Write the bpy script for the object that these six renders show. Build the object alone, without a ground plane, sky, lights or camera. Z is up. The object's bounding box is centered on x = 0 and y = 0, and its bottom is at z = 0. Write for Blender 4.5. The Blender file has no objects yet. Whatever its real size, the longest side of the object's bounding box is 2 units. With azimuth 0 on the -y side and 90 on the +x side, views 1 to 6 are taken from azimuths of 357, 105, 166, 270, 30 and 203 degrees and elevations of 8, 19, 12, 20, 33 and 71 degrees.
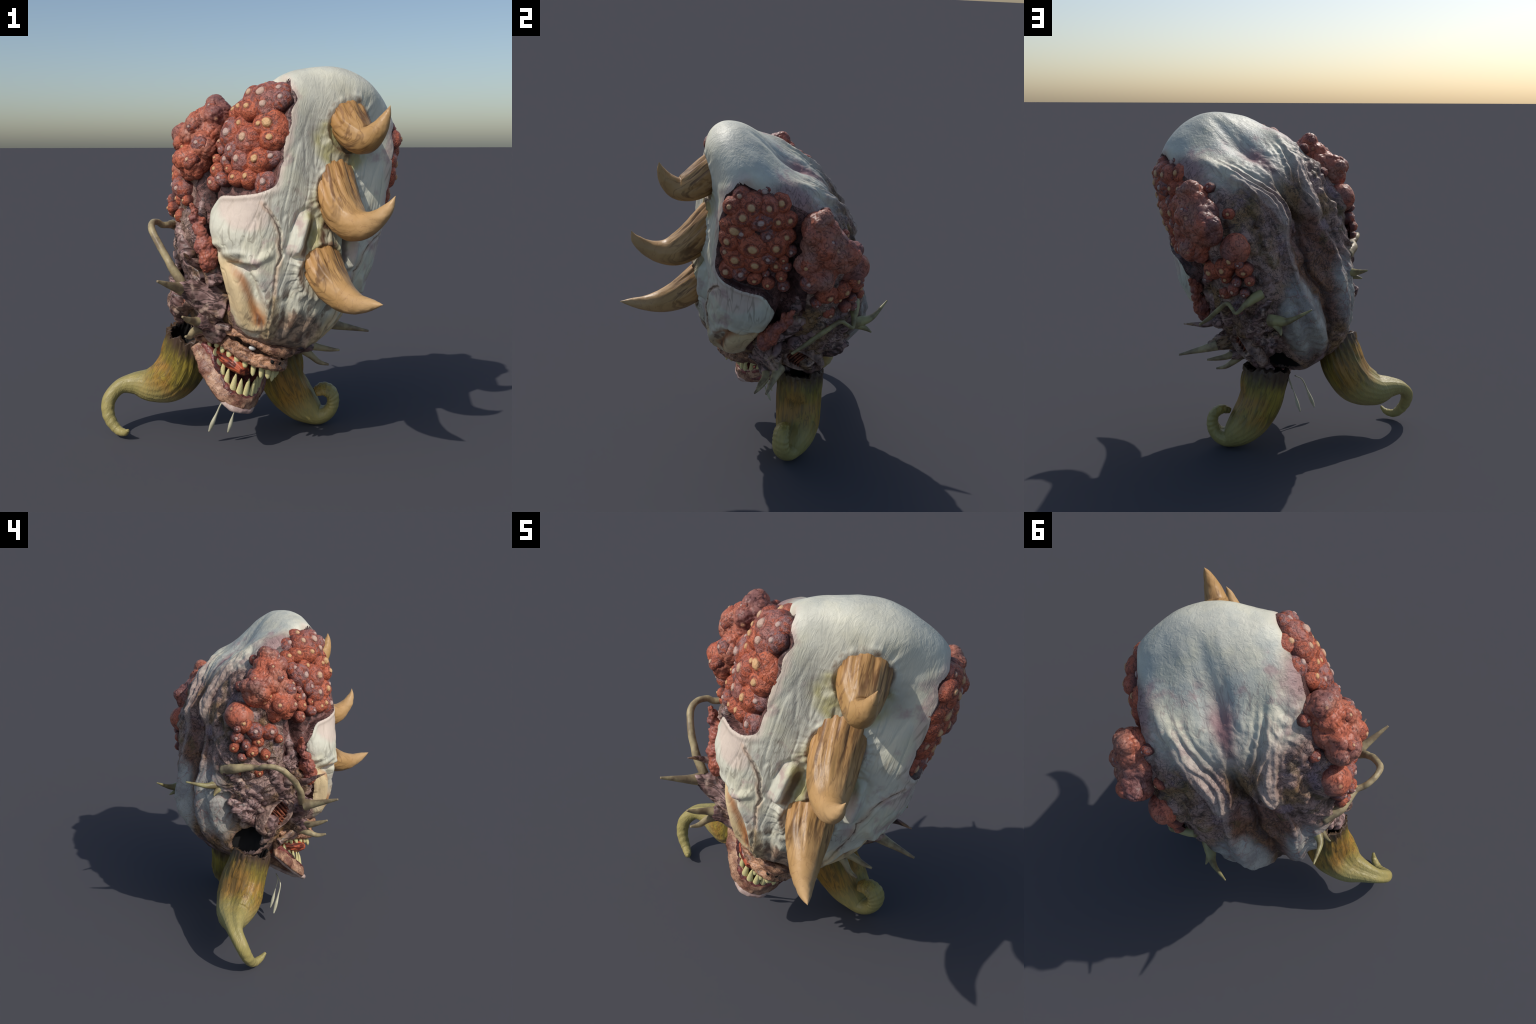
# A severed monster head: pale horned scalp, boil-filled side hollows, a small
# grinning skull face below and two curled tentacles that it stands on.
import bpy, bmesh, math, random
import numpy as np
from mathutils import Matrix, Vector

random.seed(7)
RNG = np.random.default_rng(7)

# ------------------------------------------------------------------ frame
# Head frame: +x = creature's left, -y = face, +z = crown; the head lies tilted.
NX = np.array([.84685, .47207, -.24493]); NX /= np.linalg.norm(NX)
NZ = np.array([0, 0, 1.]) - NX * NX[2]; NZ /= np.linalg.norm(NZ)
NY = np.cross(NZ, NX)
ROT = np.array([NX, NY, NZ])
ORG = -0.1395 * NX + (np.array([0, 0, 1.05]) - NX * (1.05 * NX[2]))
FRAME = Matrix([[*ROT.T[i], ORG[i]] for i in range(3)] + [[0, 0, 0, 1]])


def to_head(p):
    return ROT @ (np.asarray(p, float) - ORG)


def sstep(a, b, x):
    t = np.clip((x - a) / (b - a), 0, 1)
    return t * t * (3 - 2 * t)


def roll(P):
    """the lower face hangs slightly rolled against the cranium"""
    P = np.array(P, float)
    w = 1 - sstep(-.15, .2, P[..., 2])
    x, z = P[..., 0].copy(), P[..., 2].copy()
    y = P[..., 1].copy()
    P[..., 0] = x + (1 - w) * .010 + w * (.014 + .0578 * z + .022 * y)
    P[..., 1] = y - w * .022 * x
    P[..., 0] += .015 * sstep(.2, .45, y) * (1 - sstep(-.05, .25, z))
    P[..., 2] = z - w * .0578 * x
    return P


# ------------------------------------------------------------------ noise
def _hash(i, j, k, s):
    n = (i * 374761393 + j * 668265263 + k * 2147483647 + s * 1274126177) & 0xFFFFFFFF
    n = ((n ^ (n >> 13)) * 1274126177) & 0xFFFFFFFF
    n = ((n ^ (n >> 16)) * 2246822519) & 0xFFFFFFFF
    return ((n ^ (n >> 15)) & 0xFFFFFF) / float(0xFFFFFF)


def vnoise(P, seed=0):
    P = np.asarray(P, float)
    I = np.floor(P).astype(np.int64); f = P - I; f = f * f * (3 - 2 * f)
    out = 0
    for a in (0, 1):
        for b in (0, 1):
            for c in (0, 1):
                w = (f[:, 0] if a else 1 - f[:, 0]) * (f[:, 1] if b else 1 - f[:, 1]) * (f[:, 2] if c else 1 - f[:, 2])
                out = out + w * _hash(I[:, 0] + a, I[:, 1] + b, I[:, 2] + c, seed)
    return out * 2 - 1


def fbm(P, octaves=4, seed=0):
    out, amp, tot = 0, 1., 0
    for o in range(octaves):
        out = out + amp * vnoise(np.asarray(P) * 2 ** o, seed + o); tot += amp; amp *= .5
    return out / tot


def worley(P, seed=0):
    P = np.asarray(P, float); I = np.floor(P).astype(np.int64)
    d1 = np.full(len(P), 9.); d2 = np.full(len(P), 9.)
    for a in (-1, 0, 1):
        for b in (-1, 0, 1):
            for c in (-1, 0, 1):
                J = I + [a, b, c]
                q = np.stack([_hash(J[:, 0], J[:, 1], J[:, 2], seed + s) for s in (11, 22, 33)], 1) + J
                d = np.linalg.norm(q - P, axis=1)
                d2 = np.minimum(d2, np.maximum(d, d1)); d1 = np.minimum(d1, d)
    return d1, d2


# ------------------------------------------------------------------ 2d / 3d helpers
def chaikin(pts, n=2):
    p = np.array(pts, float)
    for _ in range(n):
        q = np.roll(p, -1, 0)
        p = np.stack([.75 * p + .25 * q, .25 * p + .75 * q], 1).reshape(-1, 2)
    return p


def poly_sd(poly, X):
    """signed distance (inside positive) and gradient for a closed polygon"""
    best = np.full(len(X), 1e9); vec = np.zeros_like(X); inside = np.zeros(len(X), bool)
    for a, b in zip(poly, np.roll(poly, -1, 0)):
        ab = b - a; t = np.clip(((X - a) @ ab) / (ab @ ab), 0, 1); v = X - (a + t[:, None] * ab)
        d = np.linalg.norm(v, axis=1); m = d < best; best[m] = d[m]; vec[m] = v[m]
        c = ((a[1] > X[:, 1]) != (b[1] > X[:, 1]))
        if abs(b[1] - a[1]) > 1e-12:
            inside ^= c & (X[:, 0] < (b[0] - a[0]) * (X[:, 1] - a[1]) / (b[1] - a[1]) + a[0])
    return np.where(inside, best, -best), vec


def line_dist(P, pts):
    """distance to a 3d polyline and the arc fraction of the nearest point"""
    pts = np.array(pts, float); L = np.concatenate([[0], np.cumsum(np.linalg.norm(np.diff(pts, axis=0), axis=1))])
    best = np.full(len(P), 1e9); tt = np.zeros(len(P))
    for i in range(len(pts) - 1):
        a, b = pts[i], pts[i + 1]; ab = b - a
        t = np.clip(((P - a) @ ab) / (ab @ ab), 0, 1)
        d = np.linalg.norm(P - a - t[:, None] * ab, axis=1)
        m = d < best; best[m] = d[m]; tt[m] = (L[i] + t[m] * (L[i + 1] - L[i])) / L[-1]
    return best, tt


def gauss(d, w):
    return np.exp(-(d / w) ** 2)


def catmull(pts, n):
    p = np.array(pts, float); p = np.vstack([2 * p[0] - p[1], p, 2 * p[-1] - p[-2]])
    m = len(p) - 3; u = np.linspace(0, m - 1e-9, n); i = u.astype(int); f = (u - i)[:, None]
    a, b, c, d = p[i], p[i + 1], p[i + 2], p[i + 3]
    return .5 * (2 * b + (c - a) * f + (2 * a - 5 * b + 4 * c - d) * f ** 2 + (3 * b - a - 3 * c + d) * f ** 3)


# ------------------------------------------------------------------ object helpers
def empty(name, parent=None, matrix=None):
    o = bpy.data.objects.new(name, None); bpy.context.collection.objects.link(o)
    if parent:
        o.parent = parent
    if matrix is not None:
        o.matrix_world = matrix
    return o


thing = empty("monster_head")
thing["label"] = "severed horned monster head with red boils, fanged grin and tentacles"
thing["category"] = "monster head"


def mesh_data(name, V, F, mats, slots=None, smooth=True):
    V = np.asarray(V, np.float32); me = bpy.data.meshes.new(name)
    F = [list(map(int, f)) for f in F] if not isinstance(F, np.ndarray) else F
    if isinstance(F, np.ndarray):
        k = F.shape[1]; me.vertices.add(len(V)); me.vertices.foreach_set("co", V.ravel())
        me.loops.add(F.size); me.loops.foreach_set("vertex_index", F.ravel().astype(np.int32))
        me.polygons.add(len(F)); me.polygons.foreach_set("loop_start", np.arange(0, F.size, k, dtype=np.int32))
        me.update(calc_edges=True); me.validate()
    else:
        me.from_pydata(V.tolist(), [], F)
    for m in (mats if isinstance(mats, (list, tuple)) else [mats]):
        me.materials.append(m)
    if slots is not None:
        me.polygons.foreach_set("material_index", np.asarray(slots, np.int32))
    me.polygons.foreach_set("use_smooth", [smooth] * len(me.polygons))
    me.update()
    return me


def add(name, me, parent=None, matrix=None, stuff=False):
    o = bpy.data.objects.new(name, me); bpy.context.collection.objects.link(o)
    o.parent = parent or thing
    o.matrix_world = FRAME if matrix is None else matrix
    if parent is not None and parent is not thing:
        o.matrix_parent_inverse = (parent.matrix_world).inverted()
        o.matrix_world = FRAME if matrix is None else matrix
    if stuff:
        o["kind"] = "stuff"
    return o


def tube(path, radii, n=80, seg=32, aspect=1., ref=(1, 0, 0), shape=None, caps=(True, True)):
    """loft of round sections; `aspect` scales the axis along `ref`; shape(t,phi)->factor"""
    c = catmull(path, n); r = catmull(np.array(radii, float)[:, None], n)[:, 0].clip(.0008)
    asp = np.interp(np.linspace(0, 1, n), np.linspace(0, 1, len(np.atleast_1d(aspect))), np.atleast_1d(aspect)) if np.ndim(aspect) else np.full(n, aspect)
    T = np.gradient(c, axis=0); T /= np.linalg.norm(T, axis=1)[:, None]
    N = np.zeros_like(c); v = np.array(ref, float)
    for i in range(n):
        v = v - T[i] * (v @ T[i]); v /= np.linalg.norm(v); N[i] = v
    B = np.cross(T, N)
    ph = np.linspace(0, 2 * np.pi, seg, endpoint=False); t = np.linspace(0, 1, n)
    PH, TT = np.meshgrid(ph, t)
    k = np.ones_like(PH) if shape is None else shape(TT, PH)
    V = c[:, None] + (r * asp)[:, None, None] * (k * np.cos(PH))[..., None] * N[:, None] + r[:, None, None] * (k * np.sin(PH))[..., None] * B[:, None]
    V = V.reshape(-1, 3)
    i, j = np.meshgrid(np.arange(n - 1), np.arange(seg), indexing='ij'); j2 = (j + 1) % seg
    F = np.stack([i * seg + j, i * seg + j2, (i + 1) * seg + j2, (i + 1) * seg + j], -1).reshape(-1, 4)
    F = F.tolist(); base = len(V); extra = []
    if caps[0]:
        extra.append(c[0]); q = base + len(extra) - 1; F += [[q, (b + 1) % seg, b] for b in range(seg)]
    if caps[1]:
        extra.append(c[-1]); q = base + len(extra) - 1; o = (n - 1) * seg; F += [[q, o + b, o + (b + 1) % seg] for b in range(seg)]
    if extra:
        V = np.vstack([V, extra])
    return V, F


_ICO = {}


def ico(level):
    if level not in _ICO:
        bm = bmesh.new(); bmesh.ops.create_icosphere(bm, subdivisions=level, radius=1)
        V = np.array([v.co[:] for v in bm.verts]); F = np.array([[v.index for v in f.verts] for f in bm.faces])
        bm.free(); V /= np.linalg.norm(V, axis=1)[:, None]; _ICO[level] = (V, F)
    V, F = _ICO[level]
    return V.copy(), F.copy()


def mirror(p, s):
    p = np.array(p, float); p[..., 0] *= s
    return p


# ------------------------------------------------------------------ lines on the head (mirrored)
SUTURE = [(.362, -.419, .232), (.328, -.431, .2), (.295, -.437, .17), (.262, -.437, .122), (.246, -.436, .048), (.224, -.441, .018),
          (.231, -.433, -.048), (.202, -.421, -.153), (.176, -.4, -.242), (.155, -.364, -.322), (.125, -.335, -.375)]
SLIT = [(.378, -.31, -.067), (.338, -.34, -.116), (.291, -.355, -.176), (.243, -.355, -.244), (.2, -.338, -.32)]
SHUTTER = [(.39, -.22, -.1), (.35, -.25, -.18), (.29, -.27, -.26), (.22, -.30, -.34)]
NOSE_BUMP = [(.147, -.455, .205), (.158, -.485, .13), (.166, -.5, .06)]
SOCKETS = [(.19, -.13, -.45), (.12, -.21, -.465), (.06, -.25, -.48)]
NAPE_RIDGE = [(.30, -.08, .84), (.25, .08, .77), (.22, .18, .69), (.17, .27, .62), (.13, .35, .52), (.13, .42, .4), (.16, .47, .28),
              (.185, .51, .15), (.18, .53, .03), (.15, .55, -.09), (.12, .55, -.25), (.08, .5, -.38)]
HOLE = np.array([.285, .275, -.45])
GILL_LINE = [(.335, .05, -.26), (.345, .2, -.34)]


# ------------------------------------------------------------------ materials
class Mat:
    """tiny node-building language"""

    def __init__(s, name, rough=.55, coords="Object"):
        s.m = bpy.data.materials.new(name); s.m.use_nodes = True; s.nt = s.m.node_tree
        s.b = s.nt.nodes["Principled BSDF"]; s.b.inputs["Roughness"].default_value = rough
        s.b.inputs["Specular IOR Level"].default_value = .35
        s.co = s.nt.nodes.new("ShaderNodeTexCoord").outputs[coords]
        s.info = s.nt.nodes.new("ShaderNodeObjectInfo").outputs["Random"]

    def new(s, t, **k):
        n = s.nt.nodes.new(t)
        for a, v in k.items():
            setattr(n, a, v)
        return n

    def put(s, sock, v):
        if hasattr(v, "is_linked") or isinstance(v, bpy.types.NodeSocket):
            s.nt.links.new(v, sock)
        elif isinstance(v, (tuple, list)) and len(v) == 3 and sock.type == 'RGBA':
            sock.default_value = (*v, 1)
        else:
            sock.default_value = v

    def math(s, op, a, b=0., c=None):
        n = s.new("ShaderNodeMath", operation=op); s.put(n.inputs[0], a); s.put(n.inputs[1], b)
        if c is not None:
            s.put(n.inputs[2], c)
        return n.outputs[0]

    def vmath(s, op, a, b=(0, 0, 0)):
        n = s.new("ShaderNodeVectorMath", operation=op); s.put(n.inputs[0], a); s.put(n.inputs[1], b)
        return n.outputs["Value"] if op in ("LENGTH", "DISTANCE", "DOT_PRODUCT") else n.outputs["Vector"]

    def noise(s, scale, detail=4, rough=.55, dist=0., co=None, sc=(1, 1, 1)):
        co = co or s.co
        if sc != (1, 1, 1):
            co = s.vmath("MULTIPLY", co, sc)
        n = s.new("ShaderNodeTexNoise"); s.put(n.inputs["Vector"], co); s.put(n.inputs["Scale"], scale)
        s.put(n.inputs["Detail"], detail); s.put(n.inputs["Roughness"], rough); s.put(n.inputs["Distortion"], dist)
        return n.outputs["Fac"]

    def noise_vec(s, scale, amount, co=None):
        n = s.new("ShaderNodeTexNoise"); s.put(n.inputs["Vector"], co or s.co); s.put(n.inputs["Scale"], scale)
        v = s.vmath("SUBTRACT", n.outputs["Color"], (.5, .5, .5)); v = s.vmath("MULTIPLY", v, (amount,) * 3)
        return s.vmath("ADD", co or s.co, v)

    def voro(s, scale, feature="F1", co=None, sc=(1, 1, 1)):
        co = co or s.co
        if sc != (1, 1, 1):
            co = s.vmath("MULTIPLY", co, sc)
        n = s.new("ShaderNodeTexVoronoi", feature=feature); s.put(n.inputs["Vector"], co); s.put(n.inputs["Scale"], scale)
        return n.outputs["Distance"]

    def ramp(s, x, lo, hi, a=0., b=1.):
        n = s.new("ShaderNodeMapRange", interpolation_type='SMOOTHSTEP')
        s.put(n.inputs[0], x); s.put(n.inputs[1], lo); s.put(n.inputs[2], hi); s.put(n.inputs[3], a); s.put(n.inputs[4], b)
        return n.outputs[0]

    def mix(s, f, a, b, mode='MIX'):
        n = s.new("ShaderNodeMix", data_type='RGBA', blend_type=mode); s.put(n.inputs["Factor"], f)
        s.put(n.inputs["A"] if False else n.inputs[6], a); s.put(n.inputs[7], b)
        return n.outputs[2]

    def xyz(s, co=None):
        n = s.new("ShaderNodeSeparateXYZ"); s.put(n.inputs[0], co or s.co)
        return n.outputs

    def comb(s, x, y, z):
        n = s.new("ShaderNodeCombineXYZ"); s.put(n.inputs[0], x); s.put(n.inputs[1], y); s.put(n.inputs[2], z)
        return n.outputs[0]

    def ell(s, co, c, r, lo=.75, hi=1.15):
        """1 inside an ellipsoid, 0 outside, soft between"""
        v = s.vmath("SUBTRACT", co, c); v = s.vmath("DIVIDE", v, r if isinstance(r, tuple) else (r,) * 3)
        return s.ramp(s.vmath("LENGTH", v), lo, hi, 1., 0.)

    def seg(s, co, a, b, lo, hi):
        """1 near the segment a-b, fading between lo and hi"""
        ab = tuple(q - p for p, q in zip(a, b)); L2 = sum(v * v for v in ab)
        v = s.vmath("SUBTRACT", co, a); n = s.new("ShaderNodeMath", operation="DIVIDE", use_clamp=True)
        s.put(n.inputs[0], s.vmath("DOT_PRODUCT", v, ab)); n.inputs[1].default_value = L2
        sc = s.new("ShaderNodeVectorMath", operation="SCALE"); sc.inputs[0].default_value = ab; s.put(sc.inputs["Scale"], n.outputs[0])
        return s.ramp(s.vmath("DISTANCE", v, sc.outputs[0]), lo, hi, 1., 0.)

    def path(s, co, pts, lo, hi):
        m = None
        for a, b in zip(pts[:-1], pts[1:]):
            k = s.seg(co, a, b, lo, hi); m = k if m is None else s.mx(m, k)
        return m

    def mul(s, a, b):
        return s.math("MULTIPLY", a, b)

    def mx(s, a, b):
        return s.math("MAXIMUM", a, b)

    def lines(s, scale, width=.04, dist=1.5, co=None, sc=(1, 1, 1), detail=3):
        """thin dark contour-like wrinkles"""
        n = s.noise(scale, detail, .55, dist, co, sc)
        return s.ramp(s.math("ABSOLUTE", s.math("SUBTRACT", n, .5)), 0., width, 1., 0.)

    def bump(s, h, strength=.4, dist=.01):
        n = s.new("ShaderNodeBump"); s.put(n.inputs["Strength"], strength); s.put(n.inputs["Distance"], dist)
        s.put(n.inputs["Height"], h)
        prev = s.b.inputs["Normal"]
        if prev.is_linked:
            s.put(n.inputs["Normal"], prev.links[0].from_socket)
        s.put(prev, n.outputs[0])

    def colour(s, c):
        s.put(s.b.inputs["Base Color"], c)
        return s.m


def srgb(r, g, b):
    f = lambda c: (c / 255 / 12.92) if c <= 10 else ((c / 255 + .055) / 1.055) ** 2.4
    return (f(r), f(g), f(b))


def skin_material():
    M = Mat("mottled_skin", .5)
    x, y, z = M.xyz()
    sym = M.comb(M.math("ABSOLUTE", x), y, z)
    q = M.noise_vec(7, .10, sym)              # wobbly mirrored coordinates
    qs = M.noise_vec(16, .035, sym)
    k35 = lambda pts: [(a, b * .35, c) for a, b, c in pts]
    front_co = lambda co: M.vmath("MULTIPLY", co, (1, .35, 1))
    fq, fqs = front_co(q), front_co(qs)
    # ---- flesh (sides, nape)
    flesh = M.mix(M.ramp(M.noise(5, 4), .35, .65), srgb(162, 132, 122), srgb(134, 108, 98))
    flesh = M.mix(M.ramp(M.noise(3.3, 3, co=M.vmath("ADD", M.co, (3, 1, 2))), .48, .62), flesh, srgb(146, 114, 80))
    flesh = M.mix(M.mul(M.ramp(M.noise(10, 5), .52, .66), .85), flesh, srgb(84, 62, 52))
    flesh = M.mix(M.mul(M.ramp(M.noise(8, 4, co=M.vmath("ADD", M.co, (7, 1, 5))), .54, .68), .75), flesh, srgb(196, 164, 150))
    flesh = M.mix(M.mul(M.ramp(M.noise(6, 4, co=M.vmath("ADD", M.co, (1, 8, 2))), .58, .7), .7), flesh, srgb(140, 118, 128))
    rust = M.ell(q, (.03, .46, .12), (.13, .17, .34))
    flesh = M.mix(M.mul(rust, .6), flesh, srgb(134, 82, 58))
    wob = M.math("ADD", M.math("MULTIPLY", M.math("SINE", M.math("MULTIPLY", z, 13.)), .022), M.math("MULTIPLY", M.math("SINE", M.math("MULTIPLY", z, 29.)), .012))
    gr = M.ramp(M.math("ABSOLUTE", M.math("SUBTRACT", x, M.math("ADD", wob, .017))), .004, .04, 1., 0.)
    flesh = M.mix(M.mul(M.mul(gr, M.ramp(y, .15, .3)), .7), flesh, srgb(54, 36, 32))
    olive = M.ramp(M.noise(8, 3, co=M.vmath("ADD", sym, (9, 4, 1))), .56, .68)
    flesh = M.mix(M.mul(olive, .6), flesh, srgb(100, 86, 48))
    # ---- pale hide
    pale = M.mix(M.ramp(M.noise(6, 4), .35, .7), srgb(220, 217, 198), srgb(198, 196, 180))
    blue = M.mul(M.ramp(M.noise(6, 4, co=M.vmath("ADD", sym, (2, 7, 3))), .44, .62), M.ell(q, (.1, -.05, .9), (.35, .33, .25)))
    pale = M.mix(M.mul(blue, .4), pale, srgb(156, 166, 166))
    ivory = M.ell(q, (.2, .08, .78), (.12, .16, .16), .2, 1.2)
    pale = M.mix(M.mul(ivory, .5), pale, srgb(218, 210, 178))
    warm = M.ramp(M.noise(4, 3, co=M.vmath("ADD", sym, (12, 3, 6))), .5, .68)
    pale = M.mix(M.mul(warm, .4), pale, srgb(216, 208, 172))
    horn_zone = M.mx(M.ell(q, (0, -.5, .6), (.18, .2, .14)), M.ell(q, (0, -.5, .22), (.16, .2, .26)))
    pale = M.mix(M.mul(horn_zone, M.ramp(M.noise(9, 3), .35, .6, .35, .9)), pale, srgb(176, 168, 112))
    gap = M.mul(M.path(qs, [(0, -.47, .6), (0, -.45, .5)], .03, .08), .8)
    gap = M.mx(gap, M.path(qs, [(.0, -.47, .26), (.0, -.5, .1)], .04, .075))
    pale = M.mix(M.mul(gap, M.ramp(M.noise(18, 4), .38, .6, .3, .95)), pale, srgb(104, 76, 62))
    for c in ((0, -.45, .705), (0, -.46, .37), (0, -.48, -.01)):       # dark torn skin round the horns
        v = M.vmath("DIVIDE", M.vmath("SUBTRACT", qs, c), (.125, .3, .13)); L = M.vmath("LENGTH", v)
        ring = M.mul(M.ramp(L, .78, .95), M.ramp(L, .95, 1.16, 1., 0.))
        pale = M.mix(M.mul(ring, M.ramp(M.noise(30, 4, sc=(1, 1, .4)), .42, .6, .1, .8)), pale, srgb(116, 88, 66))
    pink = M.mx(M.ell(q, (.36, -.36, .6), (.08, .16, .4)), M.ell(q, (.4, -.32, .2), (.12, .16, .12)))
    pale = M.mix(M.mul(pink, .5), pale, srgb(218, 186, 174))
    purple = M.ell(q, (.0, .13, .75), (.085, .22, .22), .15, 1.2)
    pale = M.mix(M.mul(purple, .95), pale, srgb(150, 112, 114))
    pale = M.mix(M.mul(M.seg(sym, (.0, -.05, .86), (.0, .22, .68), .012, .045), .75), pale, srgb(104, 78, 80))
    mott = M.mul(M.ramp(M.noise(9, 5, co=M.vmath("ADD", M.co, (3, 9, 9))), .52, .68), M.mx(M.ell(q, (.22, .05, .8), (.2, .25, .2)), M.ell(q, (.3, -.4, .3), (.2, .2, .5))))
    pale = M.mix(M.mul(mott, .65), pale, srgb(178, 142, 142))
    crease = M.mul(M.lines(8, .04, .8, sc=(2.6, .8, .8), detail=2), M.mul(M.ramp(z, .6, .72), M.ramp(y, -.2, .0)))
    pale = M.mix(M.mul(crease, .45), pale, srgb(140, 118, 116))
    # seam beside the nose
    seam = M.path(fqs, k35(SUTURE), .002, .022)
    pale = M.mix(M.mul(seam, .55), pale, srgb(198, 164, 136))
    pale = M.mix(M.mul(M.path(front_co(M.noise_vec(40, .02, sym)), k35(SUTURE), .001, .007), .8), pale, srgb(92, 68, 56))
    # cheek shutters: ochre with a rust slit
    ochre = M.path(fq, k35(SHUTTER), .02, .085)
    pale = M.mix(M.mul(ochre, .7), pale, srgb(222, 188, 130))
    pale = M.mix(M.mul(M.path(fqs, k35(SLIT), .008, .04), .9), pale, srgb(170, 110, 62))
    pale = M.mix(M.mul(M.path(fqs, k35(SLIT), .002, .013), .85), pale, srgb(96, 54, 34))
    nose_pit = M.path(fqs, k35([(.108, -.45, .2), (.118, -.49, .06)]), .012, .03)
    pale = M.mix(M.mul(nose_pit, .8), pale, srgb(92, 70, 62))
    snout = M.ell(q, (.04, -.38, -.37), (.16, .13, .15))
    pale = M.mix(M.mul(snout, .85), pale, M.mix(M.ramp(M.noise(26, 5), .4, .6), srgb(180, 148, 122), srgb(84, 60, 50)))
    bridge = M.path(fqs, k35([(.19, -.4, -.2), (.13, -.335, -.38)]), .015, .045)
    pale = M.mix(M.mul(bridge, .5), pale, srgb(208, 184, 136))
    dirt = M.mul(M.ell(q, (.1, -.36, -.26), (.2, .14, .18)), M.ramp(M.noise(13, 5, sc=(1.6, 1.6, .7)), .5, .62))
    pale = M.mix(M.mul(dirt, .75), pale, srgb(104, 80, 66))
    # wrinkles running down the hide
    wr = M.lines(7, .035, .6, sc=(3, 3, .35), detail=2)
    wmask = M.ramp(M.noise(3.5, 2, co=M.vmath("ADD", M.co, (5, 5, 5))), .46, .6)
    wmask = M.mul(wmask, M.ramp(z, .62, .78, 1., 0.))
    pale = M.mix(M.mul(M.mul(wr, wmask), .5), pale, srgb(124, 112, 96))
    # ---- where the pale hide lies
    crown = M.ell(q, (0, -.26, .62), (.54, .53, .62), .76, 1.1)
    front = M.ell(q, (0, -.56, .2), (.8, .36, .9), .9, 1.08)
    hide = M.mx(M.mx(crown, front), M.mx(M.ell(sym, (.40, -.34, .1), (.3, .3, .24), .9, 1.02), M.path(sym, SHUTTER, .075, .1)))
    lobes = M.ell(q, (.2, .54, -.14), (.16, .2, .32), .7, 1.1)
    bluish = M.mix(M.ramp(M.noise(6, 3), .4, .65), srgb(184, 182, 172), srgb(150, 146, 142))
    vein = M.mul(M.ramp(M.voro(15, "DISTANCE_TO_EDGE", M.noise_vec(9, .11)), .0, .06, 1., 0.), M.ramp(M.noise(7, 3), .42, .58))
    bluish = M.mix(M.mul(vein, .55), bluish, srgb(142, 88, 82))
    ink = M.mx(M.lines(9, .03, 2.), M.lines(22, .04, 1.5))
    flesh = M.mix(M.mul(ink, .75), flesh, srgb(38, 28, 28))
    bluish = M.mix(M.mul(M.lines(16, .03, 2.), .35), bluish, srgb(70, 60, 60))
    col = M.mix(M.mul(lobes, .85), flesh, bluish)
    ridge = M.path(q, NAPE_RIDGE[1:8], .015, .07)
    drape = M.mix(M.mul(M.lines(10, .05, 1., sc=(3, 1, 1)), .6), srgb(196, 176, 162), srgb(96, 82, 84))
    col = M.mix(M.mul(ridge, .7), col, drape)
    hide = M.mul(hide, M.math("SUBTRACT", 1., M.ell(q, (.42, -.09, .76), (.18, .19, .14), .45, 1.15)))
    mauve = M.ell(q, (.38, -.06, .78), (.18, .22, .15), .3, 1.2)
    col = M.mix(M.mul(mauve, .75), col, M.mix(M.mul(M.lines(9, .05, 1.2, sc=(1, 2.5, 1)), .7), srgb(172, 142, 138), srgb(84, 62, 64)))
    col = M.mix(hide, col, pale)
    # small skull face: leathery brown, black sockets
    mask = M.ell(q, (.1, -.14, -.5), (.25, .27, .12))
    leather = M.mix(M.ramp(M.noise(16, 4), .4, .62), srgb(172, 132, 106), srgb(86, 60, 50))
    leather = M.mix(M.mul(ink, .7), leather, srgb(34, 26, 24))
    col = M.mix(mask, col, leather)
    col = M.mix(M.path(qs, SOCKETS, .02, .045), col, srgb(36, 29, 27))
    rough = M.math("SUBTRACT", 1., hide)
    M.bump(M.noise(28, 5, .6), M.math("MULTIPLY_ADD", rough, .4, .15), .012)
    M.bump(M.noise(16, 3, .6, 1., sc=(2.5, 2.5, .5)), .3, .014)
    M.bump(M.noise(45, 3, .6), .1, .006)
    M.bump(M.mul(ink, rough), -.5, .008)
    return M.colour(col)


def hollow_material():
    M = Mat("dark_hollow_flesh", .45)
    c = M.mix(M.ramp(M.noise(9, 4), .4, .62), srgb(128, 92, 86), srgb(74, 50, 48))
    c = M.mix(M.mul(M.lines(16, .05, 2.), .8), c, srgb(24, 17, 18))
    M.bump(M.noise(22, 4), .6, .015)
    return M.colour(c)


def boil_material():
    M = Mat("boil_skin", .42)
    x, y, z = M.xyz()
    rad = M.vmath("LENGTH", M.comb(x, y, 0.))
    base = M.mix(M.ramp(M.info, .3, .75), srgb(196, 106, 76), srgb(152, 110, 106))
    base = M.mix(M.ramp(M.noise(2.2, 3, co=M.vmath("ADD", M.co, M.comb(M.mul(M.info, 40.), 0., 0.))), .42, .62), base, srgb(178, 92, 66))
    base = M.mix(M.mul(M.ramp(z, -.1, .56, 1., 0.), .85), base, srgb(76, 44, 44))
    base = M.mix(M.mul(M.lines(2.2, .05, 1.2), .7), base, srgb(64, 36, 34))
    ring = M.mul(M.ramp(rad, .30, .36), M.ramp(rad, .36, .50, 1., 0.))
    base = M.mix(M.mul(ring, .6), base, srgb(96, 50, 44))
    tip = M.mix(M.ramp(M.info, .35, .7), srgb(212, 168, 120), srgb(194, 164, 152))
    base = M.mix(M.mul(M.ramp(rad, .19, .30, 1., 0.), M.ramp(z, .6, .75)), base, tip)
    M.bump(M.noise(6, 4), .35, .05)
    return M.colour(base)


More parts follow.
